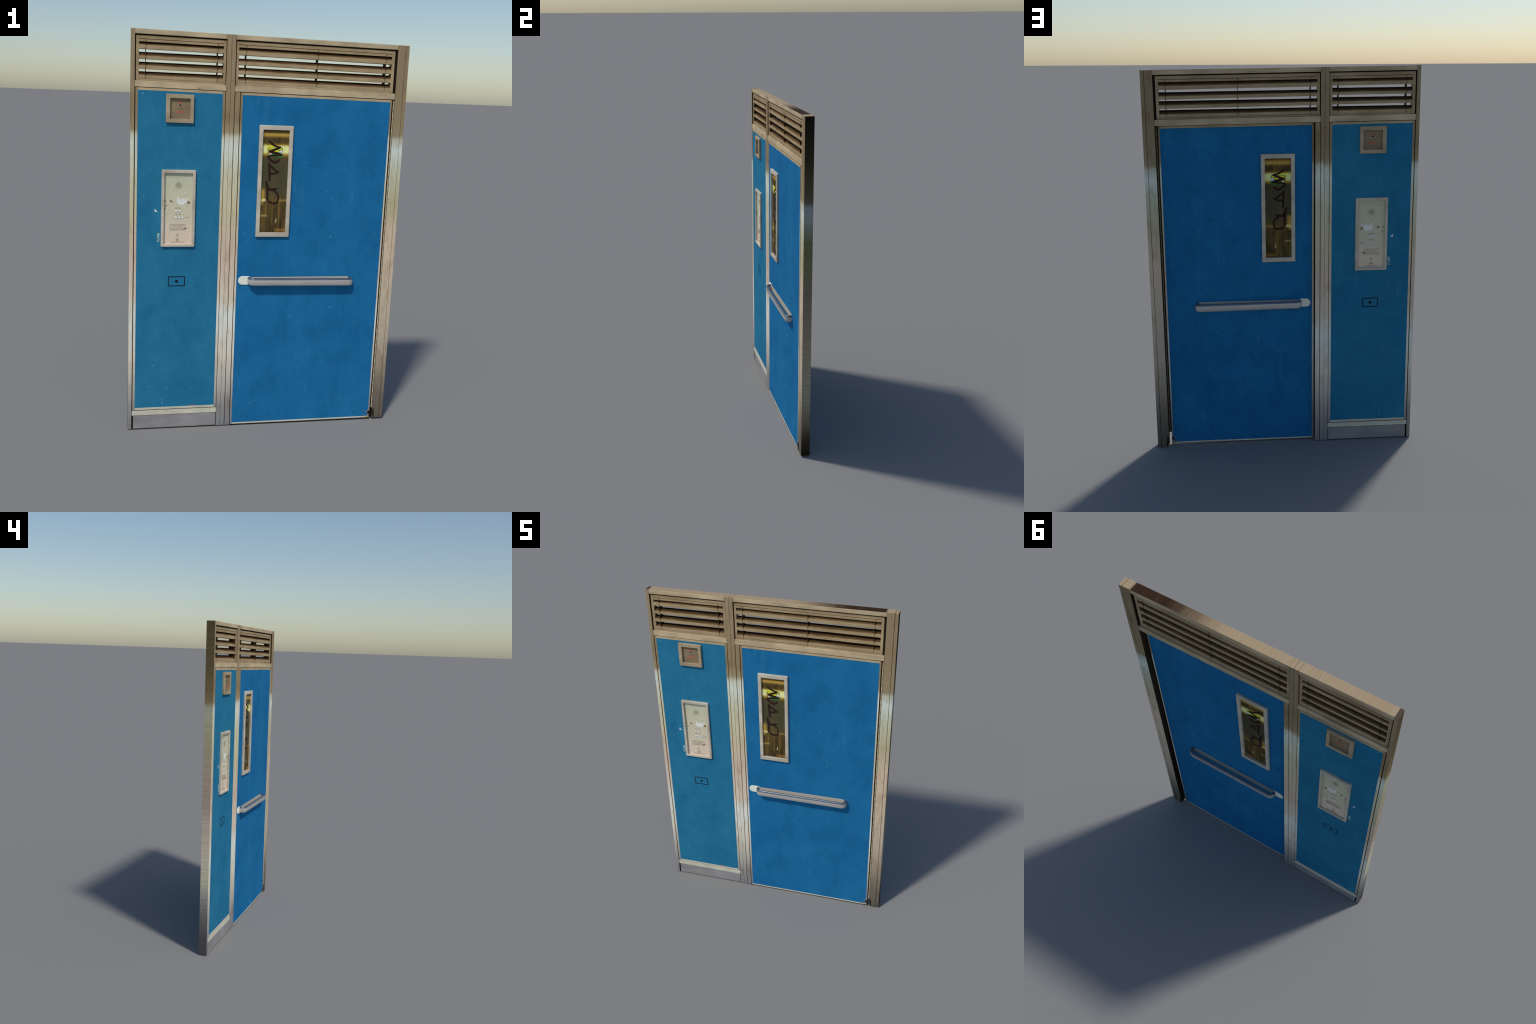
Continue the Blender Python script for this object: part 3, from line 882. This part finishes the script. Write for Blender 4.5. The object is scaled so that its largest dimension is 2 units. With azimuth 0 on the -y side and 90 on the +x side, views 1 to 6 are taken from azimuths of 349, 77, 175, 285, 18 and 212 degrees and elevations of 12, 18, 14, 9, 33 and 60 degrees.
def mount():
    p = Part("cream", "dark")
    z0, z1, r, xl, xr = 0.7642, 0.8088, 0.0223, -0.1418, -0.0700
    zc = (z0 + z1) / 2
    def outline(g):
        pts = [(xl + r + (r - g) * math.cos(math.radians(a)), zc + (r - g) * math.sin(math.radians(a))) for a in range(90, 271, 12)]
        return pts + [(xr - r + (r - g) * math.cos(math.radians(a)), zc + (r - g) * math.sin(math.radians(a))) for a in range(-90, 91, 12)]
    o, i = outline(0.0), outline(0.0012)
    p.loft([[(x, YF + 0.001, z) for x, z in o], [(x, YF - 0.0022, z) for x, z in o], [(x, YF - 0.0034, z) for x, z in i]], closed=False)
    return p


both(mount, "handle_mount", door, MID_DOOR)


def door_wear():
    random.seed(3)
    p = Part("chip", "speck", "leaf", "straw", "scuff", "dark")
    y0 = yf - E1
    for x, z, w, h in ((0.2951, 1.2533, 0.007, 0.005), (0.3320, 1.2150, 0.007, 0.004), (0.3337, 1.0150, 0.007, 0.005), (-0.1203, 1.0310, 0.004, 0.004), (0.1365, 0.5915, 0.003, 0.013), (0.3495, 0.6371, 0.002, 0.010), (0.2797, 0.0379, 0.005, 0.004),
                       (0.0892, 0.2559, 0.006, 0.003), (-0.0281, 0.1086, 0.003, 0.003), (-0.1060, 0.0640, 0.003, 0.006), (-0.0730, 1.6880, 0.012, 0.0016), (0.3700, 0.3900, 0.003, 0.003)):
        p.fleck(x, z, w, h, y0, yf, 0, random.uniform(-0.3, 0.3))
    for x, z, w, h in ((0.2071, 1.3852, 0.008, 0.006), (0.3755, 1.2393, 0.009, 0.004), (0.4745, 0.8839, 0.003, 0.014), (-0.1390, 1.5840, 0.005, 0.004), (0.3961, 0.0794, 0.014, 0.005), (-0.0660, 0.0400, 0.010, 0.007), (0.2542, 1.2779, 0.005, 0.009),
                       (0.4300, 0.8760, 0.003, 0.003), (0.1700, 0.4200, 0.003, 0.004), (0.5600, 1.6300, 0.003, 0.008), (0.5200, 0.0350, 0.006, 0.008), (0.0500, 1.3900, 0.002, 0.002)):
        p.fleck(x, z, w, h, y0, yf, 1, random.uniform(-0.4, 0.4))
    p.stroke([(-0.1430, 0.1880), (-0.1350, 0.1960), (-0.1270, 0.2050)], (0.001, 0.003, 0.001), y0, yf, 1)
    p.stroke([(-0.0400, 0.1050), (-0.0280, 0.1110), (-0.0150, 0.1150)], (0.001, 0.003, 0.001), y0, yf, 1)
    # litter and damage at the foot of the hinge edge
    y2 = YF - 0.0006
    p.stroke([(0.5950, 0.0347), (0.6050, 0.0430), (0.6130, 0.0500)], (0.004, 0.003, 0.002), y2, yf, 3)
    p.prism([(0.5832, 0.0100), (0.5868, 0.0090), (0.5855, 0.0200), (0.5843, 0.0268), (0.5830, 0.0180)], y2, yf, 2)
    p.stroke([(0.5905, 0.0125), (0.5960, 0.0075), (0.6030, 0.0060), (0.6080, 0.0085)], (0.003, 0.004, 0.003), y2, yf, 2)
    p.stroke([(0.6040, 0.0190), (0.6075, 0.0150), (0.6065, 0.0095)], (0.004, 0.005, 0.003), y2, yf, 3)
    p.fleck(0.6075, 0.0330, 0.018, 0.026, YF - 0.0003, yf, 5)
    p.fleck(0.6105, 0.0180, 0.007, 0.020, YF - 0.0003, yf, 5)
    p.fleck(0.5722, 0.0070, 0.004, 0.004, y2, yf, 3)
    p.fleck(0.5827, 0.0440, 0.004, 0.004, y2, yf, 0)
    return p


both(door_wear, "door_chips", door, MID_DOOR)


def jamb_wear():
    random.seed(12)
    p = Part("burn", "dark")
    for x, z, s in ((0.6526, 0.9573, 0.004), (0.6776, 0.5853, 0.003), (0.6709, 0.5030, 0.003), (0.6580, 0.3050, 0.004), (0.6600, 0.2800, 0.003), (0.6640, 0.2400, 0.004), (0.6560, 0.3300, 0.003), (0.6790, 0.9500, 0.002), (-0.1830, 1.7200, 0.004), (-0.1780, 0.2250, 0.003)):
        p.fleck(x, z, s, s * 1.3, YF - 0.0003, YF + 0.0005, 0)
    p.fleck(0.6350, 0.0280, 0.015, 0.066, YF - 0.0003, YF + 0.0005, 1, 0.05)
    return p


both(jamb_wear, "jamb_stains", None, MID_FRAME)

# ------------------------------------------------------------------ hinge
hinge = Part("dark").bar(0.6130, 0.6290, 0.0600, 1.7300, -0.0112, -0.0092, 0).finish("hinge")
knuckle = None
n_knuckles = 39
pitch = (1.7290 - 0.0600) / n_knuckles
for y in (-0.0096, -0.0090):
    for i in range(n_knuckles):
        z = 0.0600 + pitch * (i + 0.5)
        if knuckle is None:
            kp = Part("hinge")
            seg, r, h = 14, 0.0036, pitch / 2 - 0.0007
            kp.loft([[(rr * math.cos(2 * math.pi * j / seg), rr * math.sin(2 * math.pi * j / seg), zz) for j in range(seg)]
                     for rr, zz in ((r * 0.75, -h), (r, -h + 0.0008), (r, h - 0.0008), (r * 0.75, h))], closed=False, smooth=True)
            knuckle = kp.finish("hinge_knuckle", hinge, local=(0.6238, y, z)).data
        else:
            place("hinge_knuckle", knuckle, hinge, (0.6238, y, z))

# ------------------------------------------------------------------ shading
for ob in bpy.data.objects:
    if ob.type == "MESH" and any(p.use_smooth for p in ob.data.polygons):
        ob.data.set_sharp_from_angle(angle=math.radians(40))
